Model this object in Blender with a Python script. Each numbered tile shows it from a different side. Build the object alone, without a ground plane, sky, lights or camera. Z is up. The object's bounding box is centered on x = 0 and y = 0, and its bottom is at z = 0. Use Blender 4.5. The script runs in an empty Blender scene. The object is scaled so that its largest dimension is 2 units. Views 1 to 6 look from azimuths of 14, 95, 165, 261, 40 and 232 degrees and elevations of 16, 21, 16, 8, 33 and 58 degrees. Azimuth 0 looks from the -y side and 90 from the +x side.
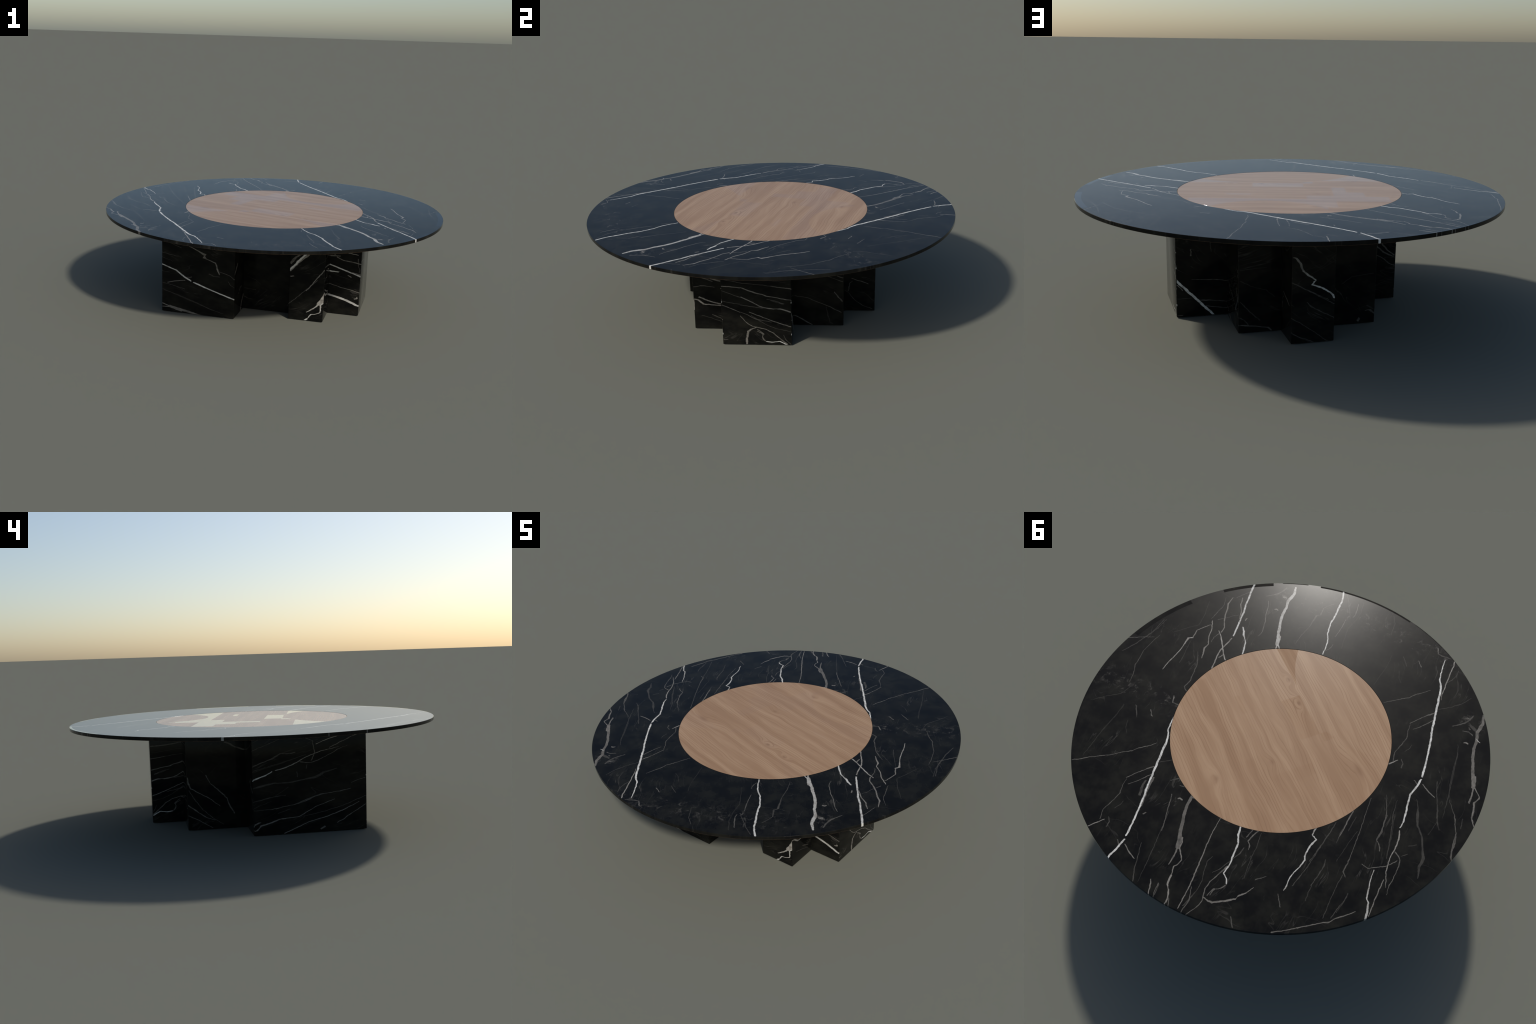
"""Low round dining table: black veined marble ring, flush walnut-toned inlay disc,
and a pedestal of square marble blocks pushed into one another.
Metres, z up, floor at z = 0."""
import bpy, bmesh, math
from mathutils import Vector

# ----------------------------------------------------------------------------- sizes
TOP_RADIUS = 1.000
TOP_Z = 0.5547           # upper face of the slab
SLAB_UNDER_Z = 0.5386    # lower face of the marble
BOARD_UNDER_Z = 0.5378   # lower face of the thin wooden backing board
INLAY_RADIUS = 0.5323
RECESS_RADIUS = 0.5335
INLAY_Z = 0.5543         # the disc sits a hair below the marble
RECESS_FLOOR_Z = 0.5460

# Each pedestal block: x range, y range (all stand on the floor and carry the slab).
BLOCKS = {
    "west":   ((-0.529, -0.0985), (-0.500, 0.089)),
    "core":   ((-0.160, 0.260), (-0.300, 0.110)),
    "south":  ((0.194, 0.391), (-0.387, 0.060)),
    "east":   ((0.020, 0.570), (-0.212, 0.140)),
    "north":  ((-0.045, 0.144), (0.020, 0.578)),
    "north_east": ((0.060, 0.335), (0.010, 0.404)),
    "north_west": ((-0.300, 0.070), (0.000, 0.402)),
}

# ----------------------------------------------------------------------------- marble figure
# The stone is described on a flat sheet with two axes in metres: t runs along the
# bedding (the direction most veins follow) and s across it.  On the table top the
# sheet lies flat; on each block face the same sheet is laid with its own offset.
ALONG = Vector((-0.5325, 0.8463, 0.0))
CROSS = Vector((0.8463, 0.5325, 0.0))
# the slab is book-laid: groups of veins return after these (t, s) steps, in mm
REPEAT_NEAR = (762, 1151)
REPEAT_FAR = (-481, 1151)

VEINS = []


def vein(run, strength, spine, repeats=()):
    """spine: control points (position along the run, sideways position, width), mm.
    run 'along' = the vein follows t, 'across' = it follows s."""
    VEINS.append((run, strength, [tuple(p) for p in spine]))
    for (dt, ds), other in repeats:
        da, df = (dt, ds) if run == "along" else (ds, dt)
        VEINS.append((run, other, [(a + da, f + df, w) for a, f, w in spine]))


vein("along", 0.95, [(-734, -628, 4), (-663, -628, 6), (-591, -633, 7.8), (-568, -646, 9.9), (-524, -655, 11.1), (-419, -664, 11), (-331, -672, 10), (-256, -678, 10.2), (-233, -684, 9.2), (-161, -691, 9), (-60, -698, 9), (0, -699, 9)], repeats=[(REPEAT_NEAR, 0.95)])
vein("along", 0.90, [(6, -700, 9.2), (64, -688, 9.4), (104, -673, 9.1), (149, -676, 9), (209, -681, 8), (258, -683, 7), (289, -676, 4.1)], repeats=[(REPEAT_NEAR, 0.90)])
vein("along", 0.60, [(298, -680, 5.1), (318, -684, 7.1), (344, -686, 7), (393, -686, 6), (432, -679, 5), (470, -676, 5), (510, -679, 4), (553, -689, 4.1), (589, -699, 2.1)])
vein("along", 0.75, [(522, -627, 4), (576, -627, 5), (624, -633, 6), (662, -638, 7.2), (677, -650, 8.4), (714, -656, 9.1), (751, -659, 10), (783, -662, 10.1)])
vein("along", 0.60, [(-734, -674, 6.1), (-706, -678, 6), (-641, -673, 6), (-577, -670, 6), (-536, -670, 5), (-508, -667, 4), (-469, -672, 3)])
vein("along", 0.50, [(553, -680, 4), (593, -676, 5), (654, -671, 5), (704, -669, 5), (738, -668, 4)])
vein("along", 0.28, [(-682, -708, 4), (-647, -708, 4.1), (-614, -693, 4.6), (-581, -670, 4.9)])
vein("along", 0.40, [(408, -688, 8.1), (422, -706, 7.4), (438, -720, 5.9), (473, -723, 5), (510, -720, 4), (548, -715, 4.1), (571, -708, 4.1), (619, -711, 2)])
vein("across", 0.40, [(-711, 447, 5.7), (-695, 463, 6), (-676, 486, 5.7), (-636, 508, 4.6), (-600, 527, 4), (-569, 516, 4.3)])
vein("along", 0.45, [(-458, -888, 9.1), (-403, -898, 16), (-368, -890, 18.4), (-340, -884, 16), (-299, -891, 14.1), (-242, -890, 15), (-195, -896, 15.4), (-157, -907, 15.4), (-112, -915, 16.7), (-81, -927, 20.9), (-59, -932, 20.4), (-26, -938, 18.2)], repeats=[(REPEAT_NEAR, 0.42), (REPEAT_FAR, 0.74)])
vein("along", 0.50, [(-94, -919, 9.1), (-66, -923, 6.3), (-39, -936, 8.3), (-14, -939, 8), (21, -938, 7), (54, -934, 5)], repeats=[(REPEAT_NEAR, 0.45), (REPEAT_FAR, 0.72)])
vein("along", 0.50, [(-99, -931, 9.4), (-72, -939, 6.1), (-42, -938, 7.7), (-29, -948, 7.4), (-15, -958, 6.3), (7, -975, 5.1), (30, -968, 6), (43, -957, 6), (86, -963, 5), (124, -965, 5.3), (147, -977, 4.5), (168, -987, 4.5)], repeats=[(REPEAT_FAR, 0.72)])
vein("along", 0.50, [(670, 215, 9.4), (699, 206, 6.1), (725, 204, 7.6), (746, 190, 7.2), (776, 172, 6), (804, 183, 7.1), (814, 191, 5.7), (864, 185, 5), (903, 181, 5.3), (935, 161, 5.5), (961, 152, 5), (982, 154, 5)])
vein("along", 0.32, [(-435, -845, 6.4), (-401, -832, 10.3), (-374, -813, 11.7), (-355, -788, 10), (-336, -762, 6.6)], repeats=[(REPEAT_NEAR, 0.32), (REPEAT_FAR, 0.32)])
vein("across", 0.35, [(-867, -318, 6.9), (-844, -331, 6.2), (-815, -327, 4.1)], repeats=[(REPEAT_NEAR, 0.35)])
vein("across", 0.50, [(-858, -262, 7.5), (-845, -267, 8.1), (-836, -262, 6.8)], repeats=[(REPEAT_NEAR, 0.50), (REPEAT_FAR, 0.50)])
vein("across", 0.25, [(-877, -350, 18.4), (-857, -362, 18.9), (-839, -374, 12.1)], repeats=[(REPEAT_NEAR, 0.25), (REPEAT_FAR, 0.25)])
vein("across", 0.70, [(-910, -288, 3.3), (-898, -294, 7.6), (-888, -304, 5.7)], repeats=[(REPEAT_NEAR, 0.70)])
vein("across", 0.36, [(-609, -512, 4), (-570, -478, 5.2), (-536, -451, 6.3), (-520, -430, 6.2), (-485, -408, 4.9), (-459, -389, 5), (-408, -355, 3.6)])
vein("across", 0.40, [(535, 255, 4.4), (562, 284, 5.5), (606, 315, 5.9), (626, 339, 5.7), (664, 360, 4.7), (711, 395, 4.8), (796, 440, 4.7), (840, 469, 6.9), (871, 486, 4.5)])
vein("along", 0.40, [(-383, -663, 6.2), (-365, -642, 11.7), (-353, -630, 5.6), (-332, -610, 5.5), (-305, -586, 5.2), (-279, -565, 5.1)], repeats=[(REPEAT_NEAR, 0.40)])
vein("along", 0.38, [(-339, -667, 6.3), (-311, -646, 6.4), (-283, -623, 5.5), (-251, -588, 4.4)], repeats=[(REPEAT_NEAR, 0.38)])
vein("across", 0.26, [(-811, -535, 3.4), (-772, -482, 6), (-725, -443, 3.7), (-674, -411, 4.7)], repeats=[(REPEAT_NEAR, 0.26)])
vein("along", 0.32, [(-276, -569, 3), (-240, -567, 4), (-192, -574, 5), (-142, -560, 5.3), (-92, -542, 4), (-40, -550, 4)], repeats=[(REPEAT_NEAR, 0.32)])
vein("along", 0.60, [(-56, -568, 5.3), (-36, -551, 8.3), (-21, -535, 8.7)])
vein("along", 0.55, [(713, 580, 4.1), (733, 598, 8.4), (751, 616, 8.2), (771, 633, 6.5)])
vein("along", 0.22, [(-193, -825, 4), (-127, -829, 4), (-34, -835, 4), (-21, -836, 4), (75, -841, 4), (176, -843, 2)], repeats=[(REPEAT_NEAR, 0.22)])
vein("along", 0.40, [(-672, -502, 6), (-652, -515, 4.9), (-638, -525, 9.9)], repeats=[(REPEAT_NEAR, 0.40), (REPEAT_FAR, 0.40)])
vein("along", 0.45, [(-790, -574, 7.3), (-750, -585, 4.1)], repeats=[(REPEAT_NEAR, 0.45)])
vein("across", 0.30, [(-655, -744, 4), (-630, -746, 8), (-606, -747, 8.1), (-586, -751, 5.1)], repeats=[(REPEAT_NEAR, 0.30)])
vein("along", 0.16, [(-576, -426, 4.1), (-531, -436, 4.6), (-504, -457, 5.1)], repeats=[(REPEAT_NEAR, 0.16)])
vein("along", 0.24, [(-673, -420, 4.8), (-645, -439, 4.7), (-615, -455, 4.6)], repeats=[(REPEAT_NEAR, 0.24)])
vein("along", 0.15, [(-659, -364, 4), (-587, -361, 4), (-517, -346, 4.1), (-442, -332, 4.1)], repeats=[(REPEAT_NEAR, 0.15)])
vein("along", 0.28, [(-67, -582, 5.9), (-45, -596, 5.3), (-18, -595, 7)], repeats=[(REPEAT_NEAR, 0.28)])
vein("along", 0.22, [(-163, -608, 3.1), (-137, -602, 4.5), (-115, -586, 5)], repeats=[(REPEAT_NEAR, 0.22)])
vein("across", 0.50, [(-783, 81, 4.6), (-746, 59, 7.3), (-711, 31, 5.2)], repeats=[(REPEAT_NEAR, 0.50)])
vein("along", 0.36, [(23, -672, 6.5), (41, -687, 6.5)], repeats=[(REPEAT_NEAR, 0.36)])
vein("along", 0.90, [(-999, 10, 10.4), (-953, -3, 9.1), (-924, -6, 9), (-870, -4, 9), (-817, -5, 9), (-763, 1, 8), (-718, -2, 8), (-675, -8, 7.3), (-651, -18, 7.4), (-623, -25, 7), (-604, -26, 7), (-563, -27, 6), (-536, -29, 6)])
vein("along", 0.27, [(-898, 25, 4), (-847, 70, 4.4), (-791, 70, 10.4), (-782, 89, 10.9), (-697, 98, 4.1), (-615, 120, 4.1), (-554, 128, 3)])
vein("along", 0.36, [(-940, -96, 4), (-889, -102, 6), (-854, -102, 5.1), (-837, -97, 3.2)])
vein("along", 0.34, [(-811, -65, 4), (-767, -64, 5), (-726, -60, 5), (-673, -50, 4.1)])
vein("along", 0.30, [(-624, -58, 4.1), (-588, -50, 4.8), (-567, -32, 5.3)])
vein("along", 0.16, [(-961, -120, 5), (-886, -126, 5), (-826, -119, 5.1), (-754, -96, 5), (-704, -99, 4), (-607, -106, 3)])
vein("along", 0.20, [(-922, -298, 4.3), (-872, -318, 5.1), (-833, -320, 5), (-788, -321, 3)])
vein("along", 0.25, [(-985, -14, 4.6), (-937, -41, 4.4), (-886, -60, 4.3), (-824, -85, 4.3)])
vein("along", 0.85, [(-885, 483, 12), (-824, 479, 11), (-772, 474, 10), (-721, 470, 10.1), (-667, 460, 10.1), (-616, 458, 9), (-542, 452, 9), (-488, 449, 8)])
vein("along", 0.60, [(-477, 450, 6.1), (-450, 456, 7.2), (-417, 465, 7.3), (-379, 476, 7.1), (-345, 477, 7), (-298, 472, 7), (-257, 470, 7), (-225, 467, 6)])
vein("along", 0.50, [(-761, 504, 5.1), (-706, 495, 6.5), (-671, 475, 6.3), (-647, 471, 7.1), (-613, 465, 4.1)])
vein("along", 0.85, [(-569, 426, 8), (-542, 411, 10), (-516, 401, 11.3), (-492, 385, 4.8), (-476, 375, 7.9), (-435, 366, 9.2), (-399, 359, 8.1), (-372, 354, 7.1)])
vein("along", 0.50, [(-632, 428, 5.6), (-626, 431, 8.5), (-611, 431, 4)])
vein("along", 0.40, [(-791, 367, 4.2), (-745, 351, 5.1), (-695, 346, 5.1), (-644, 330, 5.2), (-572, 318, 4), (-533, 329, 3.1)])
vein("along", 0.50, [(-747, 554, 4.1), (-696, 562, 8), (-658, 552, 7.2), (-619, 546, 7.1), (-576, 536, 7.4), (-533, 516, 6.1), (-491, 519, 6)])
vein("along", 0.35, [(-483, 526, 5.4), (-448, 540, 5.1), (-413, 542, 3)])
vein("along", 0.68, [(-500, 535, 6.3), (-465, 509, 8.5), (-425, 484, 7.9), (-391, 468, 7.9), (-356, 447, 7.2), (-326, 425, 7.4)])
vein("along", 0.55, [(-554, 595, 5.4), (-500, 574, 6.2), (-443, 567, 6.2), (-395, 550, 6), (-367, 559, 8), (-327, 549, 7.1), (-294, 546, 4)])
vein("along", 0.50, [(-523, 589, 6), (-514, 599, 5.8), (-490, 620, 6.6), (-462, 643, 5.6), (-409, 643, 6)])
vein("along", 0.66, [(-408, 642, 15.8), (-402, 652, 18.7), (-397, 663, 13), (-350, 667, 5), (-305, 670, 5.1), (-257, 682, 5.2), (-204, 696, 5.1), (-157, 701, 3)])
vein("along", 0.50, [(-357, 450, 6.7), (-342, 457, 7.1), (-332, 464, 7.4)])
vein("along", 0.34, [(-733, 591, 2.1), (-689, 581, 3), (-663, 580, 4), (-623, 591, 4.1), (-583, 598, 4.1), (-560, 605, 3.2)])
vein("across", 0.28, [(479, -636, 3.3), (501, -625, 3.9), (523, -602, 4.1), (553, -580, 6.1), (571, -568, 6)])
vein("along", 0.30, [(-815, 483, 5.3), (-783, 510, 5.1), (-749, 536, 5)])
vein("across", 0.18, [(648, -500, 5.3), (696, -459, 5.3), (751, -408, 5.5)])
vein("along", 0.20, [(-674, 664, 3), (-585, 649, 4), (-518, 648, 5), (-500, 648, 4)])
vein("along", 0.22, [(-394, 644, 2), (-340, 643, 3), (-288, 639, 4), (-254, 639, 5), (-230, 639, 4)])
vein("along", 0.24, [(-329, 581, 4.4), (-304, 570, 4.3), (-245, 549, 4), (-213, 548, 4)])
vein("along", 0.34, [(-310, 571, 3.2), (-246, 549, 5.1), (-178, 544, 5), (-144, 540, 6), (-98, 553, 6.6), (-73, 530, 6.7)])
vein("along", 0.25, [(-476, 824, 3.1), (-400, 842, 4.2), (-328, 872, 4.4), (-250, 911, 4.7), (-196, 948, 3.6)])
vein("along", 0.30, [(-367, 809, 3.2), (-316, 826, 4.2), (-235, 845, 4), (-171, 843, 5), (-135, 843, 5.1), (-97, 830, 5.2), (-24, 822, 3)])
vein("across", 0.36, [(831, -340, 3.2), (896, -316, 4.3), (956, -288, 5.5)])
vein("along", 0.20, [(-7, 803, 4.2), (20, 812, 4.4), (53, 829, 7), (97, 897, 6.7), (144, 952, 3)])
vein("along", 0.18, [(103, 782, 3), (153, 790, 4.1), (195, 797, 4.1), (272, 813, 4.1), (358, 823, 4), (449, 834, 3)])
vein("along", 0.30, [(92, 726, 6.7), (128, 708, 6.8), (155, 692, 3.5)])
vein("along", 0.45, [(-19, 573, 8.2), (15, 566, 5.1)])
vein("along", 0.50, [(509, 93, 3), (600, 99, 4), (669, 99, 5), (783, 93, 6), (864, 91, 6), (934, 93, 5), (989, 96, 5)])
vein("along", 0.24, [(710, 52, 3.3), (741, 65, 4.1), (796, 59, 4.1), (838, 50, 4), (885, 53, 4.1), (924, 65, 6.3), (969, 82, 5.3)])
vein("along", 0.32, [(915, 255, 5.2), (965, 241, 5.2)])
vein("along", 0.26, [(912, 218, 5), (965, 214, 5)])
vein("along", 0.28, [(758, 375, 3.1), (826, 359, 4.1), (875, 350, 5.2), (942, 327, 5.3)])
vein("along", 0.85, [(519, -2, 8.3), (536, -7, 9.2), (575, -13, 9.3), (617, -29, 8.2), (659, -30, 8), (686, -29, 8), (713, -33, 7), (744, -27, 7.1), (768, -23, 6.8), (788, -45, 7.6), (815, -54, 5.3)])
vein("along", 0.40, [(816, -52, 5.9), (839, -38, 7.5), (850, -14, 7.5), (883, -7, 3.1)])
vein("across", 0.48, [(-171, 784, 5.6), (-148, 820, 8.1), (-120, 845, 8.8), (-117, 859, 8.8), (-61, 894, 6.9), (-27, 912, 6), (0, 906, 5.3), (17, 899, 4.3)])
vein("along", 0.70, [(386, -325, 7), (424, -326, 7), (458, -321, 7.1)])
vein("along", 0.82, [(459, -321, 11.4), (474, -346, 8.8), (515, -329, 8.3), (569, -324, 7.5), (585, -332, 7.3), (622, -322, 6.3), (671, -302, 5.2), (703, -297, 5), (738, -298, 6.1), (755, -293, 3.1)])
vein("along", 0.42, [(505, -95, 4.2), (527, -89, 5.4), (554, -75, 6.5), (588, -64, 6.8), (603, -79, 5.9), (628, -83, 3)])
vein("along", 0.36, [(515, -70, 4.3), (534, -63, 6.3), (574, -51, 5.2)])
vein("along", 0.22, [(529, -105, 4), (602, -111, 4), (661, -108, 4), (713, -110, 4), (762, -115, 3)])
vein("along", 0.28, [(623, -62, 6.2), (662, -51, 6.5), (702, -28, 4.5), (753, -2, 4.9), (783, 24, 3.9)])
vein("along", 0.32, [(776, -276, 4.7), (829, -307, 5.8)])
vein("along", 0.45, [(253, -455, 5), (284, -455, 6), (328, -448, 6.1), (391, -442, 4), (431, -436, 3)])
vein("along", 0.26, [(357, -400, 4), (404, -394, 5.1), (468, -382, 4.1), (537, -367, 4.1), (622, -350, 4.1), (685, -331, 5.2), (724, -321, 4.1)])
vein("along", 0.32, [(183, -511, 4), (273, -512, 4), (355, -514, 4), (442, -513, 4), (511, -512, 5), (581, -506, 7), (604, -525, 5.2)])
vein("along", 0.22, [(571, -417, 4), (618, -414, 4.1), (670, -400, 4.1), (726, -396, 4), (766, -396, 4)])
vein("across", 0.42, [(-613, 733, 4.1), (-578, 765, 6.6), (-542, 793, 7.4), (-523, 817, 7.2), (-478, 841, 5.8), (-408, 887, 5.9), (-349, 924, 4.6), (-308, 946, 7.9)])
vein("along", 0.26, [(666, -555, 4), (699, -552, 4.1), (747, -536, 4.2), (801, -522, 4.1)])
vein("along", 0.24, [(593, -508, 4), (652, -500, 4), (729, -494, 4), (813, -490, 4)])
vein("along", 0.30, [(940, -127, 6.9), (983, -152, 6.9)])
vein("across", 0.30, [(-202, 719, 3.8), (-162, 749, 7.5)])
vein("along", 0.36, [(142, -572, 2.1), (183, -584, 3.1), (239, -601, 4.1), (288, -603, 5), (326, -605, 6), (381, -596, 5.5), (412, -621, 5.5), (432, -625, 5.1)])
vein("along", 0.24, [(114, -707, 3.2), (164, -727, 6.3), (200, -735, 14.4), (246, -746, 10.9), (298, -781, 10.1), (355, -799, 9.5), (397, -815, 16.2), (446, -807, 12), (499, -817, 4.1)])
vein("along", 0.25, [(-9, -771, 5.1), (72, -790, 5.2), (112, -803, 5.2), (184, -821, 6.3), (223, -836, 4.3)])
vein("along", 0.34, [(67, -846, 2.3), (141, -891, 4.3), (186, -904, 5.3), (229, -920, 5), (262, -918, 6), (320, -921, 5), (346, -923, 5.3), (361, -931, 4.6)])
vein("along", 0.16, [(200, -823, 4.1), (278, -804, 4.1)])
vein("along", 0.25, [(151, -626, 2), (229, -629, 4), (317, -645, 4.1), (409, -658, 4), (454, -662, 4)])
vein("along", 0.22, [(143, -929, 5), (197, -933, 5)])
vein("along", 0.26, [(302, -449, 3), (348, -445, 4), (400, -437, 5), (461, -434, 3)])
vein("along", 0.20, [(302, -478, 4.1), (350, -469, 5), (384, -466, 4)])
vein("along", 0.18, [(370, -504, 4.2), (448, -482, 4.1), (546, -462, 3.1)])
vein("along", 0.22, [(667, -557, 3), (698, -554, 4), (769, -536, 3.1)])
vein("across", 0.20, [(-770, 342, 4.7), (-738, 362, 4.7)])
vein("across", 0.25, [(-744, 400, 5.2), (-721, 419, 5.2)])
vein("along", 0.24, [(-471, 835, 4.1), (-376, 854, 5.2), (-268, 902, 5.7), (-195, 948, 4.8)])
vein("along", 0.50, [(-37, -549, 8.5), (-14, -525, 8.3), (9, -504, 7), (55, -505, 6), (72, -503, 19.8), (76, -484, 15.4), (121, -479, 6), (166, -476, 5)])
vein("along", 0.28, [(-127, -557, 4.4), (-92, -542, 4.1), (-37, -549, 5)])
vein("along", 0.20, [(-246, -813, 3.1), (-191, -824, 5), (-99, -826, 5), (-9, -832, 5), (65, -845, 5.1)])
vein("along", 0.45, [(1, -971, 6.4), (15, -976, 6), (46, -960, 6.1), (86, -967, 5), (137, -968, 5.6), (156, -981, 5.8), (192, -998, 5.2), (289, -983, 4), (374, -988, 3)])
vein("along", 0.45, [(79, -1058, 6), (138, -1058, 6), (203, -1054, 5), (284, -1069, 6), (352, -1072, 6), (441, -1064, 4)])
vein("along", 0.25, [(113, -803, 4.2), (146, -815, 4.2), (201, -824, 4.3), (236, -844, 3.4)])
vein("along", 0.38, [(151, -897, 3.1), (187, -905, 4.2), (231, -921, 4.1), (267, -925, 6), (320, -923, 5), (360, -930, 4.1), (415, -953, 5.3), (464, -967, 4.2)])
vein("along", 0.42, [(285, -1130, 5), (321, -1127, 6.3), (342, -1118, 5.4), (399, -1106, 4.1), (447, -1095, 4.1)])
vein("along", 0.28, [(209, -1009, 3.1), (291, -1032, 4.1), (370, -1045, 4), (481, -1047, 4)])
vein("along", 0.32, [(486, -936, 4), (521, -935, 4), (552, -941, 4.1)])
vein("along", 0.32, [(243, -605, 4), (301, -604, 5), (321, -604, 4.1), (335, -609, 5.1), (384, -597, 6.1), (400, -614, 5.1), (430, -625, 4.3)])
vein("along", 0.40, [(210, -1126, 9.2), (235, -1121, 9.2)])
vein("along", 0.40, [(22, -940, 6), (58, -938, 6)])
vein("along", 0.20, [(226, -635, 4.1), (325, -652, 4), (456, -662, 4)])
vein("along", 0.55, [(918, 169, 6.5), (939, 161, 7.5), (958, 155, 6.1), (979, 156, 6), (1029, 167, 6.1), (1074, 171, 6)])
vein("along", 0.60, [(854, 185, 9), (878, 186, 8), (899, 183, 6.8), (909, 176, 6.1)])
vein("along", 0.50, [(903, 260, 5.5), (925, 251, 6.4), (960, 243, 6.2), (998, 231, 6), (1017, 233, 8.1), (1031, 229, 7.2), (1073, 228, 7), (1111, 230, 5)])
vein("along", 0.36, [(957, 149, 4.2), (1006, 132, 5.2), (1042, 121, 5.2)])
vein("along", 0.45, [(948, 330, 7.5), (975, 319, 6.5), (999, 308, 4.2), (1023, 305, 2)])
vein("along", 0.36, [(909, 221, 5), (946, 222, 4), (982, 214, 3.1)])
vein("along", 0.50, [(1109, 227, 6.4), (1144, 213, 7.7), (1176, 196, 7.9)])
vein("along", 0.36, [(1072, 168, 5), (1116, 169, 4), (1160, 169, 4)])
vein("along", 0.34, [(1045, 125, 4.2), (1081, 113, 4.1), (1118, 106, 4.1)])
vein("along", 0.45, [(1013, 74, 4), (1059, 79, 6), (1103, 82, 6)])
vein("along", 0.36, [(873, 82, 3.1), (910, 71, 5.1), (933, 66, 6), (955, 69, 6.1), (979, 75, 5.1), (1014, 77, 4)])
vein("along", 0.42, [(728, -27, 8.7), (776, -7, 6.6), (826, 17, 5.2), (865, 23, 5), (900, 16, 5.1), (916, 13, 4), (952, 24, 4.4), (1000, 54, 3.6)])
vein("across", 0.45, [(-113, 862, 6.2), (-91, 878, 7.1), (-60, 893, 10), (-29, 909, 8.2), (-8, 909, 6.1), (16, 900, 5.3)])
vein("along", 0.40, [(847, -12, 5.4), (868, -3, 5.3), (889, 3, 5.2)])
vein("along", 0.42, [(1003, 408, 9.4), (1044, 383, 9), (1078, 368, 9.7), (1133, 348, 8.6), (1173, 330, 7.4), (1238, 317, 7.4), (1308, 283, 5.6)])
vein("along", 0.30, [(952, 330, 5.6), (985, 314, 5.4), (1008, 306, 5.3), (1062, 288, 4.3), (1123, 259, 5.3), (1203, 240, 4.1)])
vein("along", 0.20, [(990, 358, 3.3), (1031, 339, 4.3), (1068, 327, 4.3), (1146, 292, 5.3), (1243, 271, 3.1)])
vein("along", 0.40, [(435, 467, 9), (513, 466, 10), (596, 455, 8.1)])
vein("along", 0.28, [(463, 495, 8), (495, 497, 12), (547, 487, 14.2)])
vein("along", 0.36, [(487, 350, 5.1), (572, 335, 5.1), (622, 323, 5.1), (677, 315, 4)])
vein("along", 0.40, [(616, 421, 8.1), (630, 429, 8.1)])
vein("along", 0.50, [(301, -307, 6.4), (313, -302, 7.2), (349, -309, 9.6), (369, -318, 7.5), (402, -326, 7), (459, -321, 8)])
vein("along", 0.28, [(421, -390, 6.1), (490, -376, 5.1), (588, -351, 3.1)])
vein("along", 0.26, [(550, -415, 3), (580, -420, 5), (632, -409, 5.1), (691, -396, 4.1)])
vein("along", 0.40, [(5518, -40, 5.7), (5554, -61, 8.8), (5591, -74, 6.1), (5637, -67, 5.1), (5689, -57, 5), (5771, -54, 3)])
vein("along", 0.40, [(5548, 26, 4.2), (5611, 8, 4), (5650, 6, 6), (5709, 3, 6), (5739, -1, 5.2), (5774, -17, 6.5), (5851, -41, 5.2)])
vein("along", 0.40, [(5680, -150, 6), (5741, -147, 6), (5798, -144, 5.2), (5840, -127, 3.2)])
vein("along", 0.34, [(5744, -192, 5.2), (5797, -178, 5.1), (5883, -167, 4)])
vein("along", 0.30, [(5594, -86, 4.1), (5677, -109, 4.1), (5741, -122, 4), (5822, -125, 4), (5890, -118, 3)])
vein("along", 0.45, [(5402, 220, 9.4), (5419, 225, 10.4), (5459, 233, 9.4), (5498, 249, 10.8)])
vein("along", 0.62, [(3259, 62, 9.1), (3305, 54, 8), (3334, 56, 8), (3362, 58, 9)])
vein("along", 0.62, [(3252, 52, 8.8), (3286, 36, 7.7), (3317, 21, 9), (3352, 38, 9), (3369, 32, 9.6)])
vein("along", 0.50, [(3354, 209, 11.1), (3378, 206, 10.1), (3398, 203, 9.1)])
vein("along", 0.40, [(3380, 188, 4), (3404, 191, 7), (3429, 189, 7)])
vein("along", 0.34, [(3350, 156, 4.2), (3377, 148, 5.4), (3402, 136, 10.1), (3411, 120, 10.9), (3423, 113, 8.2)])
vein("along", 0.25, [(3196, -34, 5), (3246, -28, 5)])
vein("along", 0.20, [(3184, -54, 4), (3230, -53, 4), (3277, -58, 4)])
vein("along", 0.30, [(2811, 3249, 5.1), (2877, 3261, 6), (2915, 3264, 5), (2956, 3266, 5), (2986, 3270, 5), (3013, 3260, 5.3), (3038, 3252, 5.3)])
vein("along", 0.42, [(2852, 3102, 6.1), (2887, 3109, 7.2), (2924, 3120, 7.1), (2955, 3124, 6)])
vein("along", 0.34, [(2855, 3324, 6.9), (2894, 3346, 7.2), (2923, 3367, 5)])
vein("along", 0.26, [(2937, 3450, 5), (2979, 3451, 4), (3018, 3451, 4)])
vein("along", 0.34, [(2954, 3476, 7), (2982, 3473, 5)])
vein("across", 0.18, [(3158, 2803, 4.1), (3203, 2845, 5.4), (3253, 2887, 5.2)])
vein("along", 0.34, [(2780, 6406, 5), (2819, 6408, 6), (2838, 6404, 6), (2864, 6405, 5)])
vein("across", 0.28, [(6310, 2817, 4.5), (6347, 2836, 6.8), (6369, 2848, 5.1), (6389, 2847, 3)])
vein("along", 0.24, [(2655, 6248, 5), (2704, 6249, 5.1), (2754, 6265, 4.4), (2810, 6302, 4.4), (2835, 6310, 4.2)])
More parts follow.
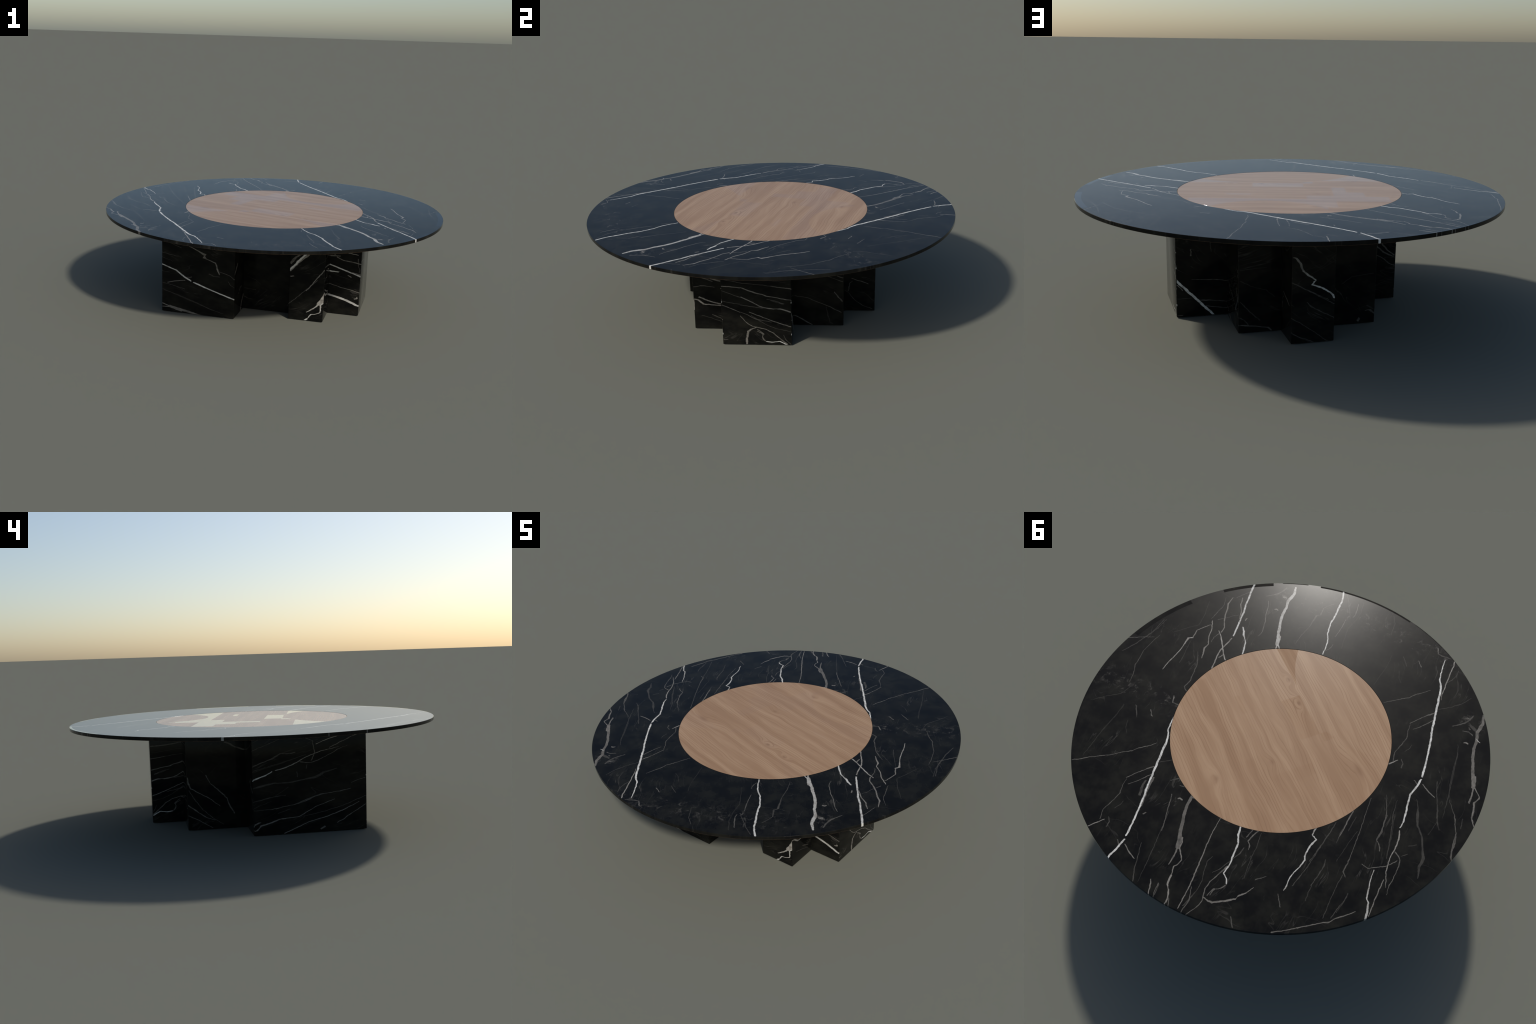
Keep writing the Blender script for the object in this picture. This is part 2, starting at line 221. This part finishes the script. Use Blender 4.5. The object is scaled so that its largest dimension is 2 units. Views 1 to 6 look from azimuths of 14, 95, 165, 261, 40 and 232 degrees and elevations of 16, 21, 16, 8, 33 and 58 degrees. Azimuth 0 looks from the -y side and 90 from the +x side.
vein("across", 0.36, [(79, -3113, 6), (105, -3114, 7.7), (130, -3134, 6.5), (154, -3155, 8), (176, -3175, 8.5), (193, -3204, 7.9)])
vein("across", 0.24, [(159, -3156, 4.1), (193, -3150, 5), (217, -3152, 5.4), (248, -3176, 3.8)])
vein("across", 0.18, [(248, -2990, 4), (303, -2990, 4.1), (355, -3016, 4.2), (406, -3027, 4.1)])
vein("across", 0.22, [(158, -3110, 6), (239, -3105, 5), (300, -3097, 4)])
vein("along", 0.18, [(-2992, 458, 4.4), (-2947, 438, 4.5), (-2912, 418, 4.6)])
vein("across", 0.34, [(3146, -2923, 10.8), (3162, -2934, 14.4)])
vein("across", 0.18, [(3231, -3160, 4.2), (3282, -3177, 4), (3357, -3145, 4.4)])
vein("along", 0.18, [(-2993, 3100, 8.8), (-2990, 3187, 8.8), (-2987, 3227, 8.8), (-2951, 3233, 4.1)])
vein("along", 0.28, [(-2961, 3207, 13.2), (-2956, 3220, 13.2), (-2925, 3219, 6)])
vein("across", 0.36, [(6026, -2517, 5.2), (6048, -2524, 8.3), (6077, -2531, 8.1), (6129, -2530, 7)])
vein("across", 0.36, [(6033, -2509, 7), (6074, -2512, 7), (6135, -2505, 7)])
vein("across", 0.30, [(5969, -2545, 5.3), (5998, -2556, 7.2), (6044, -2555, 5), (6077, -2563, 6.2)])
vein("across", 0.22, [(-2929, -3051, 3.2), (-2909, -3044, 5.1), (-2883, -3044, 6)])
vein("across", 0.20, [(-2896, -3127, 4.5), (-2868, -3112, 4.5), (-2849, -3103, 4.4)])
vein("across", 0.15, [(-2888, -3180, 3.1), (-2848, -3193, 4.1), (-2801, -3192, 3)])
vein("across", 0.34, [(-2915, 3507, 12), (-2879, 3506, 14), (-2830, 3509, 12)])
vein("across", 0.25, [(-3031, 3351, 6), (-2989, 3347, 11.6), (-2971, 3326, 15.2)])
vein("across", 0.42, [(-3146, 3226, 10.9), (-3090, 3250, 10.4), (-3024, 3258, 10.1)])

# ----------------------------------------------------------------------------- node helpers
class Tree:
    def __init__(self, material):
        self.nt = material.node_tree
        self.nt.nodes.clear()

    def node(self, kind, **props):
        n = self.nt.nodes.new(kind)
        for k, v in props.items():
            setattr(n, k, v)
        return n

    def put(self, socket, value):
        if isinstance(value, bpy.types.NodeSocket):
            self.nt.links.new(value, socket)
        else:
            socket.default_value = value

    def math(self, op, a, b=0.0, c=0.0, clamp=False):
        n = self.node("ShaderNodeMath", operation=op, use_clamp=clamp)
        for i, v in enumerate((a, b, c)):
            self.put(n.inputs[i], v)
        return n.outputs[0]

    def dot(self, vector, axis):
        n = self.node("ShaderNodeVectorMath", operation="DOT_PRODUCT")
        self.put(n.inputs[0], vector)
        n.inputs[1].default_value = axis
        return n.outputs["Value"]

    def pack(self, x, y, z=0.0):
        n = self.node("ShaderNodeCombineXYZ")
        for i, v in enumerate((x, y, z)):
            self.put(n.inputs[i], v)
        return n.outputs[0]

    def noise(self, vector, scale, detail=2.0, rough=0.5, distort=0.0):
        n = self.node("ShaderNodeTexNoise")
        self.put(n.inputs["Vector"], vector)
        n.inputs["Scale"].default_value = scale
        n.inputs["Detail"].default_value = detail
        n.inputs["Roughness"].default_value = rough
        n.inputs["Distortion"].default_value = distort
        return n.outputs[0]

    def smooth(self, value, low, high, to_low=0.0, to_high=1.0):
        n = self.node("ShaderNodeMapRange", interpolation_type="SMOOTHSTEP")
        self.put(n.inputs["Value"], value)
        for name, v in (("From Min", low), ("From Max", high), ("To Min", to_low), ("To Max", to_high)):
            self.put(n.inputs[name], v)
        return n.outputs[0]

    def curve(self, value, points, straight=True):
        n = self.node("ShaderNodeFloatCurve")
        self.put(n.inputs["Value"], value)
        m = n.mapping
        c = m.curves[0]
        while len(c.points) < len(points):
            c.points.new(0.5, 0.5)
        for p, (x, y) in zip(c.points, points):
            p.location = (x, y)
            p.handle_type = "VECTOR" if straight else "AUTO_CLAMPED"
        m.update()
        return n.outputs[0]

    def mix(self, factor, a, b):
        n = self.node("ShaderNodeMix", data_type="RGBA")
        self.put(n.inputs[0], factor)
        for i, v in ((6, a), (7, b)):
            self.put(n.inputs[i], v if isinstance(v, bpy.types.NodeSocket) else (*v, 1.0))
        return n.outputs[2]

    def surface(self, colour, roughness, specular=0.13):
        # waxed finish: weak gloss seen square-on, full gloss at a glance
        glance = self.node("ShaderNodeLayerWeight")
        glance.inputs["Blend"].default_value = 0.5
        lift = self.smooth(glance.outputs["Facing"], 0.76, 0.95, 0.0, 0.40)
        specular = self.math("ADD", lift, specular)
        p = self.node("ShaderNodeBsdfPrincipled")
        self.put(p.inputs["Base Color"], colour if isinstance(colour, bpy.types.NodeSocket) else (*colour, 1.0))
        self.put(p.inputs["Roughness"], roughness)
        self.put(p.inputs["Specular IOR Level"], specular)
        out = self.node("ShaderNodeOutputMaterial")
        self.nt.links.new(p.outputs[0], out.inputs[0])


def new_material(name):
    m = bpy.data.materials.new(name)
    m.use_nodes = True
    return m, Tree(m)


# ----------------------------------------------------------------------------- marble material
MARBLE_DARK = (0.0048, 0.0048, 0.0046)
MARBLE_WARM = (0.0145, 0.0140, 0.0108)
VEIN_COLOUR = (0.70, 0.675, 0.615)
VEIN_STAINED = (0.66, 0.600, 0.515)
SPLASHES = [(-0.378, -0.848), (0.384, 0.303), (-0.859, 0.303)]   # milky bursts beside the widest vein
EDGE_SOFT = 0.0016       # feathering of a vein's edge


def draw_veins(tree, t, s, needed):
    """Strongest vein at (t, s): for each spine the sideways distance to its curve."""
    field = 0.0
    for run, strength, spine in needed:
        along, aside = (t, s) if run == "along" else (s, t)
        a0, a1 = spine[0][0] / 1000, spine[-1][0] / 1000
        a0, a1 = a0 - 0.001, a1 + 0.001
        span = a1 - a0
        low = min(p[1] for p in spine) / 1000
        high = max(max(p[1] for p in spine) / 1000, low + 0.002)
        x = tree.math("MULTIPLY_ADD", along, 1 / span, -a0 / span)
        xs = [(p[0] / 1000 - a0) / span for p in spine]
        path = [(u, (p[1] / 1000 - low) / (high - low)) for u, p in zip(xs, spine)]
        middle = tree.curve(x, path)
        middle = tree.math("MULTIPLY_ADD", middle, high - low, low)
        off = tree.math("ABSOLUTE", tree.math("SUBTRACT", aside, middle))
        widest = max(p[2] for p in spine) / 2000 + 0.003
        girth = [(0.0, 0.0)] + [(min(max(u, 0.012), 0.988), (p[2] / 2000 + 0.003) / widest)
                                for u, p in zip(xs, spine)] + [(1.0, 0.0)]
        half = tree.math("MULTIPLY_ADD", tree.curve(x, girth), widest, -0.003 + EDGE_SOFT * 0.35)
        inside = tree.math("MULTIPLY", tree.math("SUBTRACT", half, off), strength / EDGE_SOFT)
        inside = tree.math("MINIMUM", inside, strength)
        field = tree.math("MAXIMUM", field, inside)
    return field


def marble(name, t_axis, t_at, s_axis, s_at, covers, polish=None, gain=1.0):
    """t_axis / s_axis: how object coordinates run on the sheet; covers(t, s) tells
    which spines can be seen on this surface."""
    material, tree = new_material(name)
    where = tree.node("ShaderNodeTexCoord").outputs["Object"]
    t = tree.math("ADD", tree.dot(where, t_axis), t_at)
    s = tree.math("ADD", tree.dot(where, s_axis), s_at)
    sheet = tree.pack(t, s)
    # hand-broken look: wobble the sheet by a millimetre or two before drawing veins
    wob = tree.node("ShaderNodeTexNoise")
    tree.put(wob.inputs["Vector"], sheet)
    wob.inputs["Scale"].default_value = 55.0
    wob.inputs["Detail"].default_value = 3.0
    split = tree.node("ShaderNodeSeparateColor")
    tree.put(split.inputs[0], wob.outputs["Color"])
    tw = tree.math("ADD", t, tree.math("MULTIPLY_ADD", split.outputs[0], 0.008, -0.004))
    sw = tree.math("ADD", s, tree.math("MULTIPLY_ADD", split.outputs[1], 0.008, -0.004))
    needed = [v for v in VEINS
              if any(covers(*((p[0], p[1]) if v[0] == "along" else (p[1], p[0]))) for p in dense(v[2]))]
    field = draw_veins(tree, tw, sw, needed)
    field = tree.math("MAXIMUM", field, 0.0)
    # mineral patchiness inside the veins
    patch = tree.noise(sheet, 38.0, 4.0, 0.65)
    field = tree.math("MULTIPLY", field, tree.smooth(patch, 0.25, 0.6, 0.72 * gain, 1.04 * gain), clamp=True)
    # hairlines along the bedding, too fine to draw singly
    bend = tree.noise(sheet, 2.2, 2.0)
    lane = tree.pack(tree.math("MULTIPLY", t, 2.4), tree.math("MULTIPLY_ADD", bend, 4.5, tree.math("MULTIPLY", s, 17.0)))
    ridge = tree.math("ABSOLUTE", tree.math("SUBTRACT", tree.noise(lane, 1.0, 3.0, 0.55), 0.5))
    hair = tree.smooth(ridge, 0.0, 0.016, 1.0, 0.0)
    hair = tree.math("MULTIPLY", hair, tree.smooth(tree.noise(sheet, 4.3, 3.0), 0.45, 0.68, 0.0, 0.21))
    lane2 = tree.pack(tree.math("MULTIPLY_ADD", s, 1.4, tree.math("MULTIPLY", t, 9.0)), tree.math("MULTIPLY_ADD", t, 2.0, tree.math("MULTIPLY", s, 3.0)), 4.0)
    ridge2 = tree.math("ABSOLUTE", tree.math("SUBTRACT", tree.noise(lane2, 1.0, 3.0, 0.5, 0.3), 0.5))
    hair2 = tree.math("MULTIPLY", tree.smooth(ridge2, 0.0, 0.009, 1.0, 0.0),
                      tree.smooth(tree.noise(sheet, 3.1, 2.0), 0.5, 0.66, 0.0, 0.17))
    field = tree.math("MAXIMUM", field, tree.math("MAXIMUM", hair, hair2))
    # two crushed belts crossing the bedding, mottled grey
    belt_a = tree.smooth(tree.math("ABSOLUTE", tree.math("MULTIPLY_ADD", s, 0.12, tree.math("ADD", t, -0.085))), 0.01, 0.13, 1.0, 0.0)
    belt_a = tree.math("MULTIPLY", belt_a, tree.smooth(s, 0.35, 0.55))
    belt_b = tree.smooth(tree.math("ABSOLUTE", tree.math("MULTIPLY_ADD", s, 0.2, tree.math("ADD", t, 0.88))), 0.01, 0.12, 1.0, 0.0)
    belt_b = tree.math("MULTIPLY", belt_b, tree.smooth(s, 0.25, 0.05))
    mottle = tree.smooth(tree.noise(sheet, 26.0, 5.0, 0.72, 0.6), 0.47, 0.75, 0.0, 0.36)
    belt = tree.math("MAXIMUM", belt_a, belt_b)
    for ct, cs in SPLASHES:
        near = tree.node("ShaderNodeVectorMath", operation="DISTANCE")
        tree.put(near.inputs[0], sheet)
        near.inputs[1].default_value = (ct, cs, 0.0)
        belt = tree.math("MAXIMUM", belt, tree.smooth(near.outputs["Value"], 0.015, 0.095, 2.0, 0.0))
    belt = tree.math("MULTIPLY", belt, mottle)
    field = tree.math("MAXIMUM", field, belt)
    ground = tree.mix(tree.smooth(tree.noise(sheet, 9.0, 6.0, 0.68), 0.36, 0.70), MARBLE_DARK, MARBLE_WARM)
    stain = tree.mix(tree.smooth(field, 0.55, 0.85), VEIN_STAINED, VEIN_COLOUR)
    colour = tree.mix(tree.math("POWER", field, 1.9), ground, stain)
    roughness, specular = BLOCK_ROUGH, BLOCK_SPECULAR
    if polish:
        specular = 0.10
        roughness = tree.math("MULTIPLY_ADD", polish(tree, where), POLISHED - MARBLE_ROUGH, MARBLE_ROUGH)
    tree.surface(colour, roughness, specular)
    return material


def dense(spine):
    """Spine points with midpoints, so a long stretch is not missed by a coverage test."""
    for (a, f, _), (b, g, _) in zip(spine, spine[1:]):
        for k in range(6):
            yield a + (b - a) * k / 5, f + (g - f) * k / 5


MARBLE_ROUGH = 0.22
POLISHED = 0.03
BLOCK_ROUGH = 0.08
BLOCK_SPECULAR = 0.10

# glossy rim arcs copying a texture-atlas seam, no real buffing: start and end angle (degrees), inner radius
RIM_SEAM_GLOSS = [(92, 123, 0.987), (60, 75, 0.991), (30, 49, 0.991), (-8, 13, 0.970),
              (-35, -19, 0.978), (-46, -38, 0.994), (-81, -50, 0.988), (-98, -83, 0.995)]


def rim_seam_gloss(tree, where):
    sep = tree.node("ShaderNodeSeparateXYZ")
    tree.put(sep.inputs[0], where)
    x, y = sep.outputs[0], sep.outputs[1]
    radius = tree.math("SQRT", tree.math("ADD", tree.math("MULTIPLY", x, x), tree.math("MULTIPLY", y, y)))
    angle = tree.math("ARCTAN2", y, x)
    total = 0.0
    for a, b, inner in RIM_SEAM_GLOSS:
        arc = tree.math("COMPARE", angle, math.radians((a + b) / 2), math.radians((b - a) / 2))
        total = tree.math("MAXIMUM", total, tree.math("MULTIPLY", arc, tree.math("GREATER_THAN", radius, inner)))
    return total


SECTORS = 12             # the ring's material is made per sector, each with only its own veins


def sheet_on_sector(sector):
    middle = Vector((math.cos((sector + 0.5) * 2 * math.pi / SECTORS), math.sin((sector + 0.5) * 2 * math.pi / SECTORS), 0.0))

    def covers(t, s):
        at = (ALONG * t + CROSS * s) / 1000
        if not 0.51 < at.length < 1.03:
            return False
        return at.angle(middle) < math.pi / SECTORS + 0.025 / at.length

    return covers


# laying the sheet on a block face: horizontal steps are compressed, vertical ones stretched
TILE_A = Vector((math.cos(math.radians(56.5)), math.sin(math.radians(56.5))))
TILE_B = Vector((-TILE_A.y, TILE_A.x))
LAY = {"lengthwise": (TILE_B * 0.75, TILE_A * 1.342), "upright": (TILE_A * -0.75, TILE_B * 1.342)}
# per block face: how the sheet is laid and which point of it sits at the face's origin
FACES = {
    ("west", "front"): ("lengthwise", (-0.360, -0.774)),
    ("west", "left"): ("lengthwise", (0.040, -1.036)),
    ("west", "right"): ("lengthwise", (3.0, -3.0)),
    ("west", "back"): ("lengthwise", (-3.0, 6.0)),
    ("core", "front"): ("upright", (-3.0, -3.0)),
    ("south", "front"): ("upright", (0.994, 0.366)),
    ("south", "left"): ("lengthwise", (0.100, 0.200)),
    ("south", "right"): ("lengthwise", (3.0, 0.0)),
    ("east", "front"): ("lengthwise", (-0.477, -0.043)),
    ("east", "right"): ("lengthwise", (0.803, -0.080)),
    ("east", "back"): ("upright", (-0.102, -0.429)),
    ("north", "back"): ("upright", (0.789, -0.503)),
    ("north", "left"): ("lengthwise", (1.058, -0.316)),
    ("north", "right"): ("lengthwise", (3.0, 6.0)),
    ("north_east", "right"): ("lengthwise", (3.0, 3.0)),
    ("north_east", "back"): ("lengthwise", (-3.0, 0.0)),
    ("north_west", "left"): ("upright", (6.0, 0.0)),
    ("north_west", "back"): ("upright", (-3.0, 3.0)),
}
FACE_GAIN = {("south", "front"): 1.55, ("east", "front"): 1.1}   # brighter cuts of the same stone
FACE_DIRECTION = {"front": (1, -1), "back": (1, 1), "left": (0, -1), "right": (0, 1)}


def block_marble(block, side):
    lay, (t0, s0) = FACES.get((block, side), ("lengthwise", (0.1, -0.2)))
    step, rise = LAY[lay]
    axis, _ = FACE_DIRECTION[side]
    across = 1 - axis                       # horizontal coordinate running over the face
    t_axis, s_axis = [0.0, 0.0, rise.x], [0.0, 0.0, rise.y]
    t_axis[across], s_axis[across] = step.x, step.y
    low, high = BLOCKS[block][across]

    def covers(t, s):
        d = Vector((t / 1000 - t0, s / 1000 - s0))
        h, z = d.dot(step) / step.length_squared, d.dot(rise) / rise.length_squared
        return low - 0.03 < h < high + 0.03 and -0.03 < z < 0.57

    return marble(f"black_marble_{block}_{side}", t_axis, t0, s_axis, s0, covers, gain=FACE_GAIN.get((block, side), 1.0))


# ----------------------------------------------------------------------------- wood
WOOD_ROUGH = 0.24
GRAIN = math.radians(-14.7)
KNOT_HEART = (0.205, 0.108, 0.060)
WOOD_LIGHT = (0.438, 0.284, 0.172)
WOOD_MID = (0.368, 0.226, 0.132)
WOOD_DARK = (0.250, 0.140, 0.076)
# knots in grain coordinates (p along, q across): p, q, length, width, lift
KNOTS = [(0.136, -0.155, 0.060, 0.022, 0.055), (0.290, -0.165, 0.045, 0.020, 0.048),
         (-0.130, 0.098, 0.050, 0.030, 0.030), (-0.115, 0.372, 0.060, 0.030, 0.030),
         (-0.330, -0.260, 0.120, 0.035, 0.040)]
# glossy patches copying stray islands of a roughness atlas, no real finish: rectangles (p, q, half length, half width)
GLOSS = [(-0.142, 0.270, 0.064, 0.130), (-0.237, 0.099, 0.032, 0.168), (-0.309, 0.160, 0.041, 0.107),
         (-0.400, 0.211, 0.055, 0.056), (0.150, 0.330, 0.310, 0.111), (0.237, 0.116, 0.057, 0.013),
         (0.055, -0.126, 0.125, 0.050), (-0.095, -0.207, 0.025, 0.033), (0.420, -0.300, 0.177, 0.115),
         (-0.330, -0.380, 0.161, 0.128)]
# and two round islands of that atlas, kept matt: x, y, radius
MATT_ROUNDS = [(0.244, 0.499, 0.2795), (-0.063, -0.717, 0.536)]


def wood(name, glossy, depth=1.0):
    """depth below 1 = a darker stain of the same timber."""
    material, tree = new_material(name)
    where = tree.node("ShaderNodeTexCoord").outputs["Object"]
    p = tree.dot(where, (math.cos(GRAIN), math.sin(GRAIN), 0.0))
    q = tree.dot(where, (-math.sin(GRAIN), math.cos(GRAIN), 0.0))
    flat = tree.pack(p, q)
    # growth-ring field: straight across the grain, bent by slow noise and lifted at knots
    slow = tree.noise(tree.pack(tree.math("MULTIPLY", p, 1.5), tree.math("MULTIPLY", q, 5.0)), 1.0, 2.0)
    field = tree.math("MULTIPLY_ADD", slow, 0.10, q)
    ripple = tree.noise(tree.pack(tree.math("MULTIPLY", p, 4.5), tree.math("MULTIPLY", q, 14.0)), 1.0, 3.0)
    field = tree.math("MULTIPLY_ADD", ripple, 0.022, field)
    for kp, kq, long, wide, lift in KNOTS:
        dp = tree.math("MULTIPLY_ADD", p, 1 / long, -kp / long)
        dq = tree.math("MULTIPLY_ADD", q, 1 / wide, -kq / wide)
        far = tree.math("ADD", tree.math("MULTIPLY", dp, dp), tree.math("MULTIPLY", dq, dq))
        field = tree.math("MULTIPLY_ADD", tree.math("EXPONENT", tree.math("MULTIPLY", far, -1.0)), lift, field)
    # rings: sharp on one side, fading on the other; spacing drifts
    ring = tree.math("FRACT", tree.math("MULTIPLY", field, 72.0))
    late = tree.smooth(ring, 0.62, 0.97)
    late = tree.math("MULTIPLY", late, tree.smooth(ring, 1.0, 0.965))
    which = tree.noise(tree.pack(tree.math("MULTIPLY", p, 2.5), tree.math("MULTIPLY", q, 14.0), 7.0), 1.0, 2.0)
    late = tree.math("MULTIPLY", late, tree.smooth(which, 0.36, 0.66, 0.05, 1.0))
    # broad tone bands and short pale flecks
    band = tree.noise(tree.pack(tree.math("MULTIPLY", p, 0.8), tree.math("MULTIPLY", field, 17.0)), 1.0, 3.0, 0.55)
    fleck = tree.noise(tree.pack(tree.math("MULTIPLY", p, 14.0), tree.math("MULTIPLY", q, 170.0)), 1.0, 3.0, 0.6)
    pale = tree.noise(tree.pack(tree.math("MULTIPLY", p, 2.6), tree.math("MULTIPLY", field, 30.0), 3.0), 1.0, 2.0)
    colour = tree.mix(tree.smooth(band, 0.30, 0.62, 0.70, 1.0), WOOD_DARK, WOOD_MID)
    colour = tree.mix(tree.smooth(tree.math("MULTIPLY_ADD", pale, 0.35, tree.math("MULTIPLY", band, 0.65)), 0.40, 0.68), colour, WOOD_LIGHT)
    colour = tree.mix(tree.math("MULTIPLY", late, 0.60), colour, WOOD_DARK)
    colour = tree.mix(tree.smooth(fleck, 0.35, 0.75, 0.10, 0.0), colour, WOOD_DARK)
    for kp, kq, long, wide, lift in KNOTS:
        dp = tree.math("MULTIPLY_ADD", p, 3.2 / long, -kp * 3.2 / long)
        dq = tree.math("MULTIPLY_ADD", q, 2.6 / wide, -kq * 2.6 / wide)
        far = tree.math("ADD", tree.math("MULTIPLY", dp, dp), tree.math("MULTIPLY", dq, dq))
        colour = tree.mix(tree.math("MULTIPLY", tree.math("EXPONENT", tree.math("MULTIPLY", far, -1.0)), min(0.6, lift * 11)), colour, KNOT_HEART)
    colour = tree.mix(depth, (0.0, 0.0, 0.0), colour)
    roughness, specular = WOOD_ROUGH, 0.13
    if glossy:
        shine = 0.0
        for gp, gq, hp, hq in GLOSS:
            box = tree.math("MULTIPLY", tree.math("COMPARE", p, gp, hp), tree.math("COMPARE", q, gq, hq))
            shine = tree.math("MAXIMUM", shine, box)
        for cx, cy, cr in MATT_ROUNDS:
            n = tree.node("ShaderNodeVectorMath", operation="DISTANCE")
            tree.put(n.inputs[0], tree.pack(tree.dot(where, (1, 0, 0)), tree.dot(where, (0, 1, 0))))
            n.inputs[1].default_value = (cx, cy, 0.0)
            shine = tree.math("MULTIPLY", shine, tree.math("GREATER_THAN", n.outputs["Value"], cr))
        roughness = tree.math("MULTIPLY_ADD", shine, 0.03 - WOOD_ROUGH, WOOD_ROUGH)
        specular = tree.math("MULTIPLY_ADD", shine, 0.10, 0.13)
    tree.surface(colour, roughness, specular)
    return material


# ----------------------------------------------------------------------------- geometry
def add_object(name, bm, materials, parent, smooth_angle=30):
    me = bpy.data.meshes.new(name)
    bmesh.ops.recalc_face_normals(bm, faces=bm.faces[:])
    limit = math.radians(smooth_angle)
    for e in bm.edges:
        e.smooth = len(e.link_faces) == 2 and e.calc_face_angle(3.0) < limit
    for f in bm.faces:
        f.smooth = True
    bm.to_mesh(me)
    bm.free()
    for m in materials:
        me.materials.append(m)
    ob = bpy.data.objects.new(name, me)
    bpy.context.scene.collection.objects.link(ob)
    ob.parent = parent
    return ob


def lathe(profile, segments=360, close=True):
    """Solid of revolution about z from (radius, z) points; radius 0 becomes a pole."""
    bm = bmesh.new()
    rings = []
    for r, z in profile:
        if r < 1e-6:
            rings.append([bm.verts.new((0.0, 0.0, z))])
        else:
            rings.append([bm.verts.new((r * math.cos(2 * math.pi * k / segments),
                                        r * math.sin(2 * math.pi * k / segments), z)) for k in range(segments)])
    pairs = list(zip(rings, rings[1:])) + ([(rings[-1], rings[0])] if close else [])
    for a, b in pairs:
        for k in range(segments):
            j = (k + 1) % segments
            if len(a) == 1 and len(b) == 1:
                continue
            if len(a) == 1:
                bm.faces.new((a[0], b[k], b[j]))
            elif len(b) == 1:
                bm.faces.new((a[k], a[j], b[0]))
            else:
                bm.faces.new((a[k], a[j], b[j], b[k]))
    return bm


def build():
    table = bpy.data.objects.new("round_table", None)
    bpy.context.scene.collection.objects.link(table)
    table["label"] = "low round black marble table with wooden centre and stepped block pedestal"
    table["category"] = "dining table"

    # marble ring with a shallow round recess for the inlay
    c = 0.0012
    slab = lathe([(0.0, SLAB_UNDER_Z), (TOP_RADIUS - 0.0003, SLAB_UNDER_Z), (TOP_RADIUS, SLAB_UNDER_Z + 0.0003),
                  (TOP_RADIUS, TOP_Z - c), (TOP_RADIUS - c, TOP_Z),
                  (RECESS_RADIUS + 0.0008, TOP_Z), (RECESS_RADIUS, TOP_Z - 0.0008),
                  (RECESS_RADIUS, RECESS_FLOOR_Z), (0.0, RECESS_FLOOR_Z)], close=False)
    stones = [marble("black_marble_top", ALONG, 0.0, CROSS, 0.0, sheet_on_sector(k), rim_seam_gloss) for k in range(SECTORS)]
    for f in slab.faces:
        at = f.calc_center_median()
        f.material_index = int(math.atan2(at.y, at.x) / (2 * math.pi) * SECTORS) % SECTORS if at.y >= 0 else \
            int((math.atan2(at.y, at.x) / (2 * math.pi) + 1) * SECTORS) % SECTORS
    add_object("marble_tabletop", slab, stones, table, 25)

    inlay = lathe([(0.0, RECESS_FLOOR_Z + 0.0008), (INLAY_RADIUS, RECESS_FLOOR_Z + 0.0008), (INLAY_RADIUS, INLAY_Z - 0.0006),
                   (INLAY_RADIUS - 0.0006, INLAY_Z), (0.0, INLAY_Z)], close=False)
    add_object("wooden_inlay", inlay, [wood("inlay_wood", True)], table, 25)

    board = lathe([(0.0, BOARD_UNDER_Z), (TOP_RADIUS - 0.0008, BOARD_UNDER_Z), (TOP_RADIUS - 0.0005, SLAB_UNDER_Z - 0.0002),
                   (0.0, SLAB_UNDER_Z - 0.0003)], close=False)
    add_object("backing_board", board, [wood("board_wood", False, 0.40)], table, 25)

    pedestal = bpy.data.objects.new("pedestal", None)
    bpy.context.scene.collection.objects.link(pedestal)
    pedestal.parent = table
    for block, ((x0, x1), (y0, y1)) in BLOCKS.items():
        bm = bmesh.new()
        bmesh.ops.create_cube(bm, size=1.0)
        z1 = BOARD_UNDER_Z + 0.0008
        for v in bm.verts:
            v.co = Vector((x0 - 0.001 if v.co.x < 0 else x1 + 0.001, y0 - 0.001 if v.co.y < 0 else y1 + 0.001, 0.0 if v.co.z < 0 else z1))
        sides = []
        for side, (axis, sign) in FACE_DIRECTION.items():
            if (block, side) in FACES:
                sides.append(side)
        for f in bm.faces:
            n = f.normal
            f.material_index = 0
            for i, side in enumerate(sides):
                axis, sign = FACE_DIRECTION[side]
                if n[axis] * sign > 0.5:
                    f.material_index = i
        bmesh.ops.bevel(bm, geom=bm.edges[:], offset=0.003, segments=3, profile=0.5, affect="EDGES")
        add_object("pedestal_block", bm, [block_marble(block, s) for s in sides], pedestal, 40)


build()
